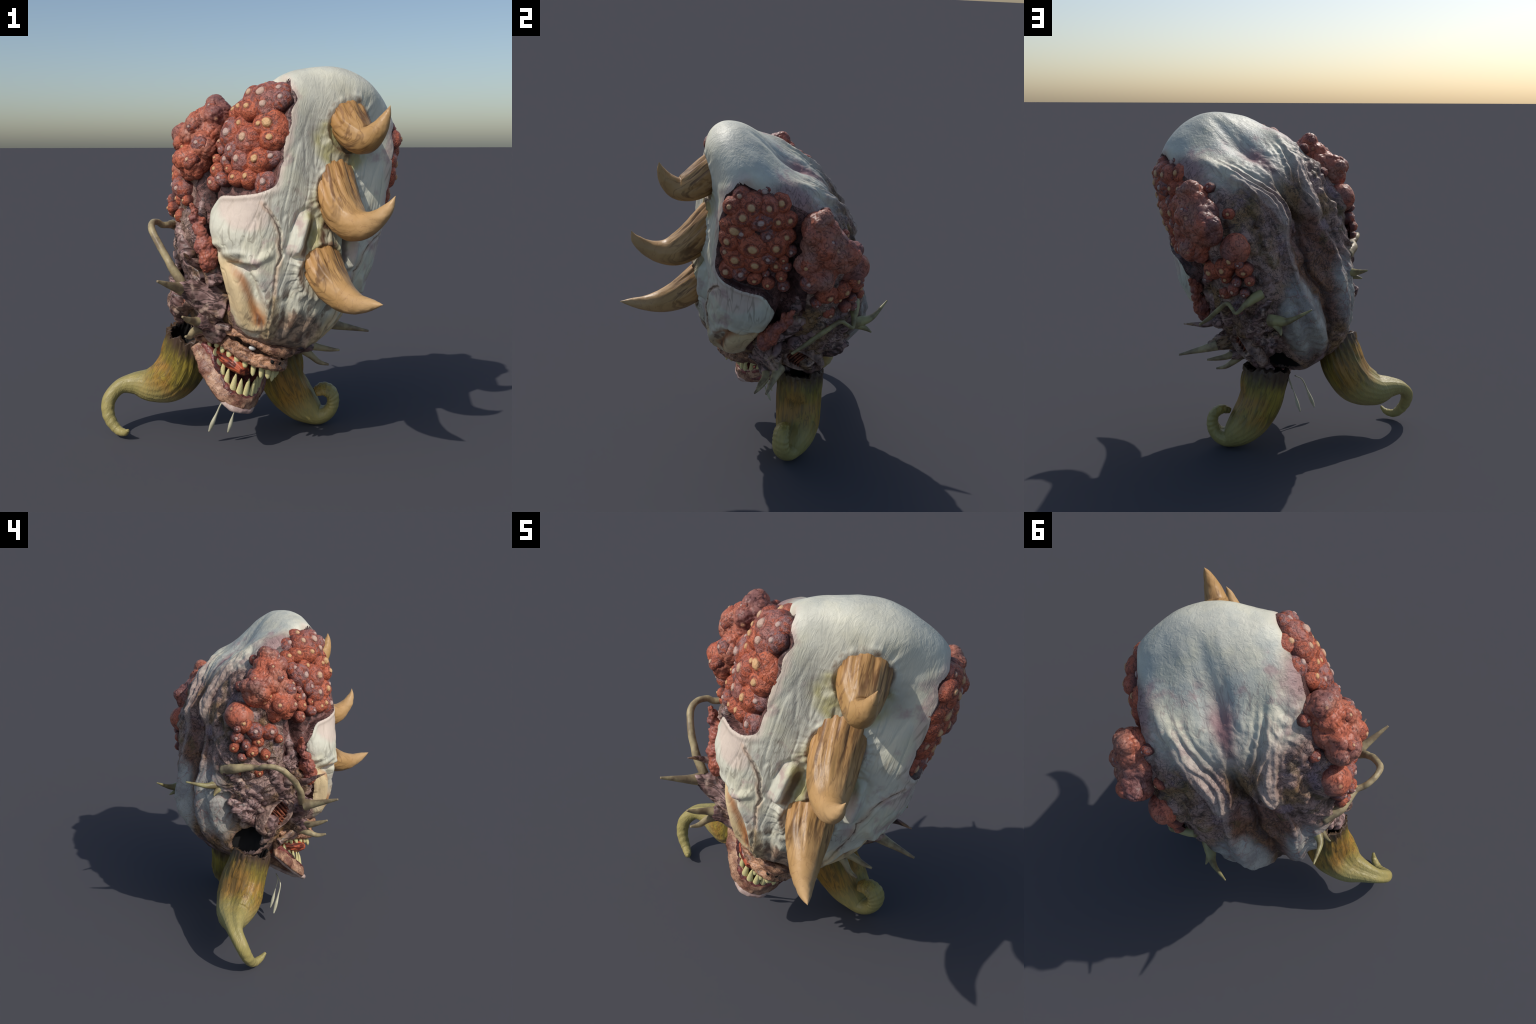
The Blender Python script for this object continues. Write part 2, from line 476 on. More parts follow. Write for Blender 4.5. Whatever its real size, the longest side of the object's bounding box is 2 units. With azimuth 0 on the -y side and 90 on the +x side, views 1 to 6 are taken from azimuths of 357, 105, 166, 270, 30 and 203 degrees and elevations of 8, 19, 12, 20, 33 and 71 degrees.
def tumour_material():
    M = Mat("tumour_skin", .45)
    c = M.mix(M.ramp(M.noise(5, 4), .38, .62), srgb(194, 106, 78), srgb(170, 118, 100))
    c = M.mix(M.ramp(M.noise(3, 3, co=M.vmath("ADD", M.co, (4, 4, 4))), .46, .62), c, srgb(142, 98, 92))
    c = M.mix(M.mul(M.lines(11, .04, 2.), .65), c, srgb(70, 36, 34))
    v = M.voro(11)
    c = M.mix(M.ramp(v, .06, .14, .6, 0.), c, srgb(214, 166, 122))
    c = M.mix(M.mul(M.ramp(v, .12, .17), M.ramp(v, .17, .25, .5, 0.)), c, srgb(90, 48, 42))
    c = M.mix(M.mul(M.lines(24, .05, 1.5), .4), c, srgb(84, 44, 40))
    M.bump(M.noise(26, 4), .5, .01)
    return M.colour(c)


def horn_material():
    M = Mat("horn_keratin", .42)
    c = M.mix(M.ramp(M.noise(6, 4), .35, .65), srgb(190, 150, 100), srgb(172, 134, 84))
    x, y, z = M.xyz()
    near = M.ramp(y, -.62, -.46)                      # towards the socket
    streak = M.ramp(M.noise(7, 3, .55, .2, sc=(8, .6, .8)), .50, .62)
    c = M.mix(M.mul(M.mul(streak, M.ramp(y, -.66, -.52)), .9), c, srgb(70, 48, 34))
    c = M.mix(M.mul(M.lines(7, .05, .3, sc=(7, .7, .9), detail=2), M.ramp(y, -.74, -.56, 0., .6)), c, srgb(96, 66, 44))
    c = M.mix(M.mul(near, .35), c, srgb(176, 124, 70))
    c = M.mix(M.mul(M.lines(12, .02, 1.5), M.ramp(y, -.72, -.62, .45, 0.)), c, srgb(130, 88, 60))
    c = M.mix(M.ramp(M.mul(y, -1.), .66, .86, 0., .45), c, srgb(210, 176, 132))
    M.bump(streak, -.35, .008)
    M.bump(M.noise(20, 4), .35, .008)
    return M.colour(c)


def tentacle_material():
    M = Mat("tentacle_hide", .4)
    x, y, z = M.xyz()
    c = M.mix(M.ramp(M.noise(5, 4), .35, .65), srgb(150, 132, 56), srgb(114, 102, 48))
    c = M.mix(M.mul(M.ramp(M.noise(3.5, 3, co=M.vmath("ADD", M.co, (1, 3, 1))), .5, .66), .7), c, srgb(168, 118, 56))
    streak = M.ramp(M.noise(9, 4, .6, .6, sc=(4, 4, .5)), .5, .62)
    c = M.mix(M.mul(streak, .6), c, srgb(84, 74, 48))
    c = M.mix(M.mul(M.lines(9, .04, .8, sc=(4, 4, .45)), .5), c, srgb(62, 50, 38))
    c = M.mix(M.ramp(z, .26, .42, 0., .7), c, srgb(172, 160, 104))
    edge = M.math("ADD", z, M.math("MULTIPLY", M.math("SUBTRACT", M.noise(14, 3, sc=(3, 3, .4)), .5), .16))
    c = M.mix(M.ramp(edge, .02, .13, .9, 0.), c, srgb(78, 60, 54))
    M.bump(M.noise(10, 4, .6, .5, sc=(4, 4, .6)), .5, .014)
    return M.colour(c)


def plain(name, col, rough=.5, vary=.25, scale=12, dark=None, bump=.3, line=0.):
    M = Mat(name, rough)
    d = dark or tuple(v * (1 - vary * 1.6) for v in col)
    c = M.mix(M.ramp(M.noise(scale, 4), .36, .64), col, d)
    if line:
        c = M.mix(M.mul(M.lines(scale * 1.3, .04, 1.6), line), c, tuple(v * .3 for v in d))
    M.bump(M.noise(scale * 2, 4), bump, .01)
    return M.colour(c)


def tongue_material():
    M = Mat("tongue_flesh", .35)
    st = M.ramp(M.noise(9, 3, .5, .5, sc=(5, .7, 5)), .45, .58)
    c = M.mix(st, srgb(184, 92, 62), srgb(92, 40, 32))
    M.bump(st, -.5, .01)
    return M.colour(c)


SKIN = skin_material(); HOLLOW = hollow_material(); BOIL = boil_material(); TUMOUR = tumour_material()
HORN = horn_material(); TENT = tentacle_material(); TONGUE = tongue_material()
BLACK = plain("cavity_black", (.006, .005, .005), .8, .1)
BONE = plain("spine_bone", srgb(176, 160, 122), .45, .25, 16, srgb(128, 112, 88))
THORN = plain("thorn_olive", srgb(160, 152, 106), .4, .2, 14, srgb(118, 106, 76))
def fold_material():
    M = Mat("raw_fold_flesh", .42)
    c = M.mix(M.ramp(M.noise(9, 4), .38, .62), srgb(166, 136, 130), srgb(118, 90, 86))
    c = M.mix(M.mul(M.ramp(M.noise(5, 3, co=M.vmath("ADD", M.co, (2, 5, 1))), .52, .66), .7), c, srgb(150, 122, 84))
    st = M.lines(6, .07, 1., sc=(1.2, 2.2, 3.5))
    c = M.mix(M.mul(st, .85), c, srgb(44, 32, 32))
    c = M.mix(M.mul(M.ramp(M.noise(13, 4), .54, .66), .8), c, srgb(62, 46, 42))
    c = M.mix(M.mul(M.ramp(M.noise(17, 4, co=M.vmath("ADD", M.co, (9, 2, 4))), .58, .7), .6), c, srgb(206, 178, 160))
    M.bump(st, -.4, .01)
    M.bump(M.noise(26, 4), .5, .01)
    return M.colour(c)


FOLD = fold_material()
RAW = plain("raw_red_flesh", srgb(172, 98, 76), .45, .3, 14, srgb(140, 88, 82), .5, .6)
LEATHER = plain("face_leather", srgb(190, 144, 112), .45, .3, 18, srgb(104, 72, 58), .5, .75)
LIP = plain("jaw_hide", srgb(186, 146, 118), .42, .3, 16, srgb(128, 86, 70), .5, .7)
PALE = plain("pale_lip", srgb(206, 184, 172), .4, .2, 14, srgb(176, 146, 136), .4, .3)
TOOTH = plain("tooth_enamel", srgb(220, 212, 158), .3, .12, 20, srgb(190, 176, 118), .15)
GUM = plain("gum_flesh", srgb(150, 84, 78), .35, .3, 26, srgb(84, 46, 42), .6, .7)
EYE = plain("eye_white", srgb(232, 232, 228), .2, .05, 5, srgb(210, 210, 206), .0)
DROOL = plain("slime_strand", srgb(206, 202, 176), .25, .1, 8, srgb(170, 166, 140), .1)
GILL = plain("gill_flesh", srgb(150, 86, 62), .4, .3, 24, srgb(70, 38, 32), .5, .5)
RIM = plain("gill_rim", srgb(172, 142, 126), .45, .3, 14, srgb(104, 80, 72), .5, .75)

# ------------------------------------------------------------------ head surface
# radius (from CENTRE) of the head without relief: rows = polar angle from the
# crown in 15 degree steps, columns = turn from the face to the nape in 22.5 degrees
CENTRE = np.array([0, -.02, .2])
RADII = np.array([
    [0.589, 0.589, 0.590, 0.590, 0.591, 0.591, 0.592, 0.592, 0.592],
    [0.809, 0.785, 0.729, 0.673, 0.629, 0.594, 0.571, 0.557, 0.553],
    [0.838, 0.831, 0.806, 0.728, 0.675, 0.616, 0.560, 0.520, 0.510],
    [0.622, 0.624, 0.737, 0.699, 0.637, 0.607, 0.567, 0.509, 0.478],
    [0.509, 0.537, 0.628, 0.590, 0.588, 0.581, 0.544, 0.496, 0.478],
    [0.455, 0.497, 0.561, 0.529, 0.552, 0.595, 0.581, 0.473, 0.447],
    [0.450, 0.468, 0.532, 0.509, 0.508, 0.576, 0.562, 0.493, 0.480],
    [0.496, 0.488, 0.541, 0.532, 0.486, 0.534, 0.560, 0.560, 0.538],
    [0.532, 0.529, 0.559, 0.514, 0.491, 0.531, 0.583, 0.679, 0.656],
    [0.593, 0.594, 0.587, 0.524, 0.520, 0.564, 0.620, 0.736, 0.743],
    [0.667, 0.672, 0.637, 0.576, 0.584, 0.671, 0.752, 0.812, 0.796],
    [0.706, 0.704, 0.693, 0.691, 0.704, 0.740, 0.784, 0.810, 0.810],
    [0.769, 0.770, 0.770, 0.770, 0.771, 0.771, 0.771, 0.771, 0.771]])


def base_radius(D):
    NT, NP = RADII.shape
    t = np.arccos(np.clip(D[:, 2], -1, 1)) / np.pi * (NT - 1); p = np.arctan2(abs(D[:, 0]), -D[:, 1]) / np.pi * (NP - 1)
    i0 = np.minimum(t.astype(int), NT - 2); j0 = np.minimum(p.astype(int), NP - 2)
    cr = lambda u: [-.5 * u + u * u - .5 * u ** 3, 1 - 2.5 * u * u + 1.5 * u ** 3, .5 * u + 2 * u * u - 1.5 * u ** 3, -.5 * u * u + .5 * u ** 3]
    wt, wp, out = cr(t - i0), cr(p - j0), 0
    for a in range(4):
        for b in range(4):
            i = i0 - 1 + a; j = j0 - 1 + b
            over = (i < 0) | (i > NT - 1)
            i = np.where(i < 0, -i, np.where(i > NT - 1, 2 * (NT - 1) - i, i)); j = np.where(over, NP - 1 - j, j)
            j = np.abs(j); j = np.where(j > NP - 1, 2 * (NP - 1) - j, j)
            out = out + wt[a] * wp[b] * RADII[i, j]
    return out


# side hollow seen from the side (y, z): plate rim in front and below, flesh behind
HOLLOW_RIM = chaikin([(-.44, .36), (-.43, .56), (-.42, .68), (-.40, .77), (-.36, .83), (-.30, .875), (-.2, .868), (-.10, .83),
                      (0, .77), (.08, .71), (.15, .6), (.18, .45), (.2, .3), (.18, .15), (.1, .06), (.03, -.02), (-.02, -.12),
                      (-.06, -.25), (-.14, -.33), (-.20, -.28), (-.186, -.2), (-.18, -.11), (-.144, -.04), (-.115, .06), (-.125, .15),
                      (-.185, .236), (-.25, .25), (-.345, .262), (-.41, .29)], 3)
HOLLOW_RIM = HOLLOW_RIM + .0025 * np.c_[np.sin(np.arange(len(HOLLOW_RIM)) * .55), np.cos(np.arange(len(HOLLOW_RIM)) * .41)]


def front_dist(S, pts):
    k = np.array([1, .35, 1.])
    return line_dist(S * k, np.array(pts) * k)


def head_relief(P, D):
    """radial relief of the head for points P (unrolled frame)"""
    S = P.copy(); S[:, 0] = abs(S[:, 0]); s, y, z = S.T
    h = np.zeros(len(P))
    side = sstep(.16, .24, s)
    sd, _ = poly_sd(HOLLOW_RIM, S[:, 1:])
    soft = .018 + .12 * np.maximum(sstep(-.16, .0, y) * sstep(.0, .2, z), sstep(-.34, -.16, y) * sstep(.5, .7, z))
    rec = np.clip(sd / soft, 0, 1); rec = rec * rec * (3 - 2 * rec)
    h -= .048 * rec * side
    # rolled lip of the plate
    h += .006 * gauss(sd + .012, .012) * side * sstep(.0, -.12, y) * sstep(.85, .75, z)
    crev, _ = line_dist(S[:, 1:], [(-.04, .62), (-.03, .4), (-.07, .15), (-.10, -.02), (-.03, -.08)])
    h -= .075 * gauss(crev, .042) * side
    # nape valley between two ridges
    back = sstep(.05, .3, y)
    hw = np.interp(z, [-.45, -.32, -.23, -.09, .05, .2, .3, .4, .5, .62], [.01, .05, .085, .125, .16, .16, .13, .09, .05, .03])
    dep = np.interp(z, [-.45, -.3, -.1, .1, .3, .45, .55, .7], [.0, .04, .075, .085, .08, .055, .02, .0])
    h -= dep * back * (1 - sstep(.45, 1.05, s / hw))
    # draped fold that runs from behind the hollow down both sides of the valley
    d, t = line_dist(S, NAPE_RIDGE)
    h += .019 * gauss(d, .035) * sstep(0, .1, t)
    d0 = np.linalg.norm(P - [-.16, .52, -.08], axis=1); h -= .02 * gauss(d0, .15)
    inner = s < np.interp(z, [-.3, -.1, .1, .25, .4, .52, .62, .7, .83], [.11, .15, .18, .17, .13, .13, .17, .22, .3])
    pleat = np.sin(d * 165 + 6 * fbm(S * 5, 3, 3) + t * 9) * gauss(d - .04, .055)
    h += .010 * pleat * sstep(.06, .25, t) * sstep(.9, .6, t) * np.where(inner, 1., .5)
    h -= .02 * gauss(d - .07, .035) * np.where(inner, 0., 1.) * sstep(.1, .3, t)
    cx = P[:, 0] - .022 * np.sin(z * 13) - .012 * np.sin(z * 29)
    h -= .035 * gauss(cx, .022) * back * sstep(-.42, -.3, z) * sstep(.66, .5, z)
    h += .012 * fbm(P * 17, 3, 93) * back * (1 - sstep(.7, 1.2, s / hw))
    # furrow over the crown with two folds
    crown = sstep(-.32, -.2, y) * sstep(.5, .62, z)
    h -= crown * (.03 * gauss(s, .05) + 0.005 * gauss(s - .065, .02)) * sstep(-.32, -.2, y) * sstep(.25, .05, y)
    h -= .018 * gauss(s, .11) * gauss(y + .15, .08) * sstep(.7, .8, z)
    bed = np.linalg.norm((S[:, 1:] - [.25, .23]) / [.2, .2], axis=1); h -= .042 * (1 - sstep(.55, 1.1, bed)) * sstep(.3, .38, s)
    # second furrow beside the ridge
    d, _ = line_dist(S, [(.3, .3, .5), (.33, .38, .38), (.33, .43, .25), (.3, .48, .1)])
    h -= .03 * gauss(d, .03)
    # flank sinks between the nape lobes and the gill
    d, _ = line_dist(S, [(.33, .43, -.13), (.30, .37, -.3)]); h -= .035 * gauss(d, .06)
    d, _ = line_dist(S, [(.38, .10, -.15), (.36, .28, -.09)]); h += .03 * gauss(d, .06)
    # cauliflower flesh
    lump = sstep(.2, .27, s) * sstep(.0, .1, y) * sstep(.2, .3, z) * sstep(.84, .74, z)
    d1, d2 = worley(P * 17 + 3, 5)
    h += lump * (.018 * (1 - d1 * 1.6) - .006)
    low = sstep(.15, .25, s) * sstep(.05, .15, y) * sstep(.12, .0, z)
    d1, d2 = worley(P * 12 + 8, 9)
    h += low * .007 * (1 - d1 * 1.6)
    # sinewy flank
    ridged = 1 - abs(fbm(P * 8 + 1.5 * np.c_[fbm(P * 5, 2, 71), fbm(P * 5 + 9, 2, 72), fbm(P * 5 + 5, 2, 73)], 3, 70)) * 2.2
    h += sstep(.2, .3, s) * sstep(-.16, -.08, y) * sstep(.5, .4, y) * sstep(.2, .1, z) * .026 * (ridged - .4)
    h += sstep(.05, .2, y) * .010 * (ridged - .4)
    # front: seam, nose bumps, cheek shutters
    face = sstep(-.1, -.18, y)
    h0 = h.copy()
    d, _ = front_dist(S, SUTURE)
    h += .006 * gauss(d, .022) - .012 * gauss(d + .004 * fbm(P * 40, 2, 8), .006)
    d, t = front_dist(S, NOSE_BUMP)
    h += .042 * gauss(d, .027); h -= .010 * gauss(d - .055, .012)
    d, _ = front_dist(S, [(.105, -.45, .2), (.115, -.48, .06)]); h -= .022 * gauss(d, .025)
    d, t = front_dist(S, SLIT)
    h -= .046 * gauss(d, .02) * np.sin(np.clip(t, .05, .98) * np.pi) ** .5; h += .010 * gauss(d - .045, .016)
    d, _ = front_dist(S, SHUTTER); h += .016 * gauss(d, .042) * sstep(-.1, -.2, z)
    d, _ = front_dist(S, [(.44, -.17, -.005), (.415, -.24, -.055), (.37, -.31, -.072), (.32, -.37, -.045), (.285, -.40, .0)])
    h += .016 * gauss(d, .022) * (z > -.2); d, _ = front_dist(S, [(.43, -.18, -.04), (.40, -.25, -.092), (.365, -.31, -.108), (.325, -.36, -.085)]); h -= .03 * gauss(d, .022)
    d, _ = front_dist(S, [(.2, -.40, -.2), (.15, -.36, -.31), (.12, -.33, -.38)]); h += .016 * gauss(d, .02)
    d, _ = front_dist(S, [(.14, -.42, -.12), (.1, -.4, -.25), (.075, -.37, -.34)]); h -= .018 * gauss(d, .022)
    d, _ = front_dist(S, [(.05, -.42, -.22), (.04, -.37, -.36)]); h += .012 * gauss(d, .022)
    h = h0 + (h - h0) * face
    h -= .018 * gauss(s, .2) * sstep(-.3, -.4, y) * sstep(.25, .4, z) * sstep(.9, .8, z)
    # horn sockets
    for c in ((0, -.46, .705), (0, -.48, .37), (0, -.49, -.01)):
        q = (S - c) / [.125, .3, .13]; d = np.linalg.norm(q, axis=1)
        ang = np.arctan2(S[:, 0], z - c[2])
        h += .008 * gauss(d - 1.06, .10) + .010 * fbm(np.c_[ang * 7 + c[2] * 9, d * 1.2, 0 * d], 2, 81) * gauss(d - 1.2, .3)
        h -= .02 * (1 - sstep(.8, 1., d))
    # eye sockets, tentacle holes, gill pit
    d, _ = line_dist(S, SOCKETS); h -= .05 * gauss(d, .032)
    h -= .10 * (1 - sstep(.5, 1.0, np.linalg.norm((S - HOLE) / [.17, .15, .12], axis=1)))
    d, _ = line_dist(S, GILL_LINE); h -= .03 * gauss(d, .045)
    # general lumpiness
    hideless = np.clip(sstep(-.05, .1, y) + sstep(-.2, -.35, z) * .6, 0, 1)
    h += fbm(P * 9 + 5, 4, 21) * (.003 + .010 * hideless) + fbm(P * 30, 2, 31) * (.0008 + .004 * hideless)
    wrk = 1 - abs(fbm(S * [20, 20, 3] + 2, 2, 41)) * 2
    h -= .004 * sstep(.7, 1., wrk) * (1 - hideless) * sstep(.8, .66, z)
    return h


def head_points(D):
    P = CENTRE + D * base_radius(D)[:, None]
    return P + D * head_relief(P, D)[:, None]


def normal_at(p):
    """outward normal of the smooth head below point p (unrolled)"""
    d = np.array(p, float) - CENTRE; d /= np.linalg.norm(d)
    u = np.cross(d, [0, 0, 1.]); u /= np.linalg.norm(u); v = np.cross(d, u); e = .06
    D = np.array([d + e * u, d - e * u, d + e * v, d - e * v]); D /= np.linalg.norm(D, axis=1)[:, None]
    B = CENTRE + D * base_radius(D)[:, None]
    n = np.cross(B[0] - B[1], B[2] - B[3]); n /= np.linalg.norm(n)
    return n if n @ d > 0 else -n


def build_head():
    D, F = ico(8)
    P = CENTRE + D * base_radius(D)[:, None]
    # pull vertices close to the rim onto it so that the edge is clean
    near = np.where((abs(poly_sd(HOLLOW_RIM, P[:, 1:])[0]) < .0042) & (abs(P[:, 0]) > .28))[0]
    Q0 = P[near].copy(); Q = Q0.copy()
    for _ in range(5):
        _, vec = poly_sd(HOLLOW_RIM, Q[:, 1:]); Q[:, 1:] -= vec
        q = Q - CENTRE; q /= np.linalg.norm(q, axis=1)[:, None]; Q = CENTRE + q * base_radius(q)[:, None]
    ok = np.linalg.norm(Q - Q0, axis=1) < .006
    P[near[ok]] = Q[ok]; D = P - CENTRE; D /= np.linalg.norm(D, axis=1)[:, None]
    V = head_points(D)
    C = P[F].mean(1); s = abs(C[:, 0]); y, z = C[:, 1], C[:, 2]
    csd, _ = poly_sd(HOLLOW_RIM, C[:, 1:])
    hollow = (csd > .0005 + .05 * sstep(-.36, -.22, y) * sstep(.6, .75, z)) & (s > .2) & (y < .06)
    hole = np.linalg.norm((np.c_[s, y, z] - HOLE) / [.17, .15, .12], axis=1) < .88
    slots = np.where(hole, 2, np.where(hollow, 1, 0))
    part = np.full(len(F), 'nape', dtype=object)
    part[(y < -.13) | (z > .60)] = 'scalp'
    part[(s > .2) & (csd > -.0) & (y < .3)] = 'cheek_hollow'
    part[(s > .2) & (y > -.1) & (y < .32) & (z < .2) & (csd <= 0)] = 'flank'
    part[(z < -.33) & (y < .1)] = 'face'
    Vr = roll(V)
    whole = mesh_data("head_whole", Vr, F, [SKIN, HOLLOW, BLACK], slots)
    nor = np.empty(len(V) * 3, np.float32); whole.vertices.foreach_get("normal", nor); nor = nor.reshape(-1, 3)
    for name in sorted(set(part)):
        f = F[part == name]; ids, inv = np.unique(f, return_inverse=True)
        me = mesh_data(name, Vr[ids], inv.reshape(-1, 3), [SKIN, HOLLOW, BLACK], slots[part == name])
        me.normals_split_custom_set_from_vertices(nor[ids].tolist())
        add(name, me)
    bpy.data.meshes.remove(whole)


build_head()

# ------------------------------------------------------------------ horns
HORNS = [
    ([(-.35, .81), (-.415, .745), (-.475, .685), (-.54, .645), (-.605, .637), (-.662, .684), (-.693, .746), (-.704, .792)], [.08, .087, .088, .080, .062, .044, .022, .001]),
    ([(-.36, .505), (-.41, .435), (-.465, .355), (-.53, .284), (-.608, .237), (-.69, .235), (-.774, .274), (-.825, .326), (-.849, .38)], [.083, .09, .094, .094, .086, .064, .042, .025, .001]),
    ([(-.375, .105), (-.43, .05), (-.49, -.012), (-.57, -.073), (-.665, -.113), (-.765, -.122), (-.85, -.109), (-.912, -.098)], [.078, .086, .089, .084, .069, .045, .024, .001])]


def horn_shape(seed):
    def f(t, ph):
        g = np.zeros_like(t)
        for k, a in ((9, .5), (17, .35), (26, .25)):
            g += a * np.cos(k * ph + seed + k + 2 * np.sin(t * 5 + k))
        return 1 + g * .075 * sstep(.7, .15, t) + .012 * np.sin(t * 70 + 3 * np.sin(ph * 3)) * sstep(.5, .9, t)
    return f


for i, (path, rad) in enumerate(HORNS):
    asp = [1.3, 1.25, 1.15, 1.02, .95, .92, .9]
    p3 = [(.008 + (.003, .014, .016)[i] * k / (len(path) - 1), a, b) for k, (a, b) in enumerate(path)]
    V, F = tube(p3, rad, 90, 72, asp, (1, 0, 0), horn_shape(i))
    V = V + (fbm(V * 22, 3, 50 + i) * .003)[:, None]
    add("horn", mesh_data("horn", V, F, HORN))

# ------------------------------------------------------------------ boils
def boil_mesh(seed):
    prof = [(0, 1.0), (.10, .99), (.19, .95), (.25, .88), (.28, .835), (.33, .81), (.42, .82), (.56, .76), (.75, .60), (.92, .34), (1.02, .02), (1.04, -.3), (1.0, -.7)]
    c = catmull(np.array([(a, 0, b) for a, b in prof]), 34); n = 36
    V = [(0, 0, 1.0)] + [(r[0] * math.cos(2 * math.pi * k / n), r[0] * math.sin(2 * math.pi * k / n), r[2]) for r in c[1:] for k in range(n)]
    V = np.array(V); F = [[0, 1 + k, 1 + (k + 1) % n] for k in range(n)]
    for i in range(len(c) - 2):
        for k in range(n):
            a = 1 + i * n
            F.append([a + k, a + n + k, a + n + (k + 1) % n, a + (k + 1) % n])
    V = V * (1 + .13 * fbm(V * 1.6 + seed * 5, 3, seed))[:, None]
    return mesh_data("boil", V, F, BOIL)


BOIL_MESHES = [boil_mesh(k) for k in range(5)]


def put_boil(p, r, n=None, squash=1., sink=.25, parent=None):
    p = np.array(p, float)
    if n is None:
        n = normal_at(p)
    n = np.array(n, float); n /= np.linalg.norm(n)
    base = roll(p - n * r * squash)        # p is the nipple
    z = Vector(n); x = z.orthogonal().normalized(); y = z.cross(x)
    a = random.uniform(0, 6.28); x, y = x * math.cos(a) + y * math.sin(a), -x * math.sin(a) + y * math.cos(a)
    sx, sy = random.uniform(.9, 1.22), random.uniform(.9, 1.22)
    m = Matrix([[x[i] * r * sx, y[i] * r * sy, z[i] * r * squash, base[i]] for i in range(3)] + [[0, 0, 0, 1]])
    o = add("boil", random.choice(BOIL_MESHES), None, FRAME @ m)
    return o


# nipple position and radius of the boils that fill the side hollow
BOILS = [(.378, -.388, .338, .045), (.432, -.314, .348, .04), (.465, -.249, .339, .03), (.471, -.257, .428, .047), (.424, -.35, .437, .052),
         (.472, -.272, .53, .055), (.478, -.194, .472, .03), (.416, -.372, .611, .065), (.493, -.155, .542, .05), (.461, -.199, .60, .036),
         (.467, -.101, .601, .035), (.43, -.335, .70, .05), (.467, -.245, .681, .042), (.457, -.152, .684, .036), (.435, -.292, .756, .055),
         (.449, -.205, .758, .042), (.382, -.398, .737, .034), (.37, -.346, .79, .034), (.364, -.216, .812, .042), (.404, -.132, .762, .042),
         (.40, -.05, .735, .034), (.444, -.084, .681, .034), (.40, -.40, .54, .045), (.37, -.40, .46, .035), (.43, -.33, .60, .03), (.44, -.30, .49, .028),
         (.46, -.14, .42, .03), (.46, -.1, .48, .026), (.44, -.17, .375, .026), (.40, -.40, .675, .026), (.385, -.28, .81, .026), (.45, -.04, .62, .028)]
boils = [(np.array(b[:3]) + [.008, -.003, 0], b[3] * 1.45) for b in BOILS if b[3] > .029 and b[1] < -.07]
cand = np.c_[np.full(3000, .45), RNG.uniform(-.42, -.07, 3000), RNG.uniform(.3, .86, 3000)]
cand = cand[poly_sd(HOLLOW_RIM, cand[:, 1:])[0] > .014]
cd = cand - CENTRE; cd /= np.linalg.norm(cd, axis=1)[:, None]
for p in head_points(cd):                          # small boils fill the gaps
    gap = min(np.linalg.norm((p - q)[1:]) - r * .95 for q, r in boils)
    if gap > .016 and len(boils) < 52:
        boils.append((p + normal_at(p) * (.02 + gap * .8), min(gap * 1.35, .036)))
for sgn in (1, -1):
    for p, r in boils:
        j = RNG.normal(0, .002, 3)
        n = normal_at(p) * .6 + np.array([.8, -.25, .1]) * .4
        put_boil(mirror(p + j + [.01 * (sgn < 0), 0, 0], sgn), r, mirror(n, sgn), 1.0)
# cluster below the tumour and strays on the flank
CLUSTER = [(.508, .323, .328, .05), (.53, .264, .267, .05), (.551, .163, .246, .055), (.462, .368, .245, .042), (.509, .296, .141, .035),
           (.50, .24, .20, .035), (.45, .39, .19, .028), (.50, .33, .19, .03), (.505, .20, .10, .038), (.47, .35, .12, .026), (.53, .10, .19, .03),
           (.40, .27, -.02, .028), (.455, .235, -.01, .036), (.40, .33, .0, .022), (.405, .22, -.12, .035), (.40, .30, -.07, .025),
           (.40, .257, .553, .03), (.42, .25, .47, .028), (.40, .13, .70, .028), (.48, .36, .30, .026)]
for sgn in (1, -1):
    for x, y, z, r in CLUSTER:
        n = normal_at((x, y, z)) * .7 + np.array([.9, .2, 0]) * .3
        put_boil(mirror((x, y, z), sgn), r, mirror(n, sgn), 1.1)

# ------------------------------------------------------------------ tumours
def blob(centre, radii, tilt, seed, level=6, amp=.05, freq=9, lumps=.0):
    D, F = ico(level)
    c, s = math.cos(tilt), math.sin(tilt)
    V = D * radii
    d1, _ = worley(V * freq + seed * 7, seed)
    k = 1 + amp * fbm(V * 14 + seed * 3, 4, seed) + lumps * (1 - d1 * 1.5)
    V = V * k[:, None]
    V = np.c_[V[:, 0], c * V[:, 1] - s * V[:, 2], s * V[:, 1] + c * V[:, 2]]
    return V + centre, F


TUMOURS = [((.448, .062, .625), (.102, .086, .105), .35, 1), ((.468, .12, .555), (.108, .11, .10), .2, 2), ((.495, .08, .40), (.09, .10, .085), 0, 3),
           ((.49, .20, .50), (.078, .09, .10), .3, 5), ((.50, .02, .475), (.04, .036, .038), 0, 6)]
def fuse(parts, voxel=.007, smooth=4):
    """melt overlapping closed meshes into one skin"""
    V, F, o = [], [], 0
    for v, f in parts:
        V.append(v); F += [[int(i) + o for i in g] for g in f]; o += len(v)
    me = bpy.data.meshes.new("melt"); me.from_pydata(np.vstack(V).tolist(), [], F)
    ob = bpy.data.objects.new("melt", me); bpy.context.collection.objects.link(ob)
    m = ob.modifiers.new("r", 'REMESH'); m.mode = 'VOXEL'; m.voxel_size = voxel
    m = ob.modifiers.new("s", 'SMOOTH'); m.iterations = smooth; m.factor = .5
    ev = ob.evaluated_get(bpy.context.evaluated_depsgraph_get()); em = ev.to_mesh()
    W = np.empty(len(em.vertices) * 3); em.vertices.foreach_get("co", W)
    N = np.empty(len(em.vertices) * 3); em.vertices.foreach_get("normal", N)
    Q = np.array([p.vertices[:] for p in em.polygons]); ev.to_mesh_clear()
    bpy.data.objects.remove(ob); bpy.data.meshes.remove(me)
    return W.reshape(-1, 3), N.reshape(-1, 3), Q


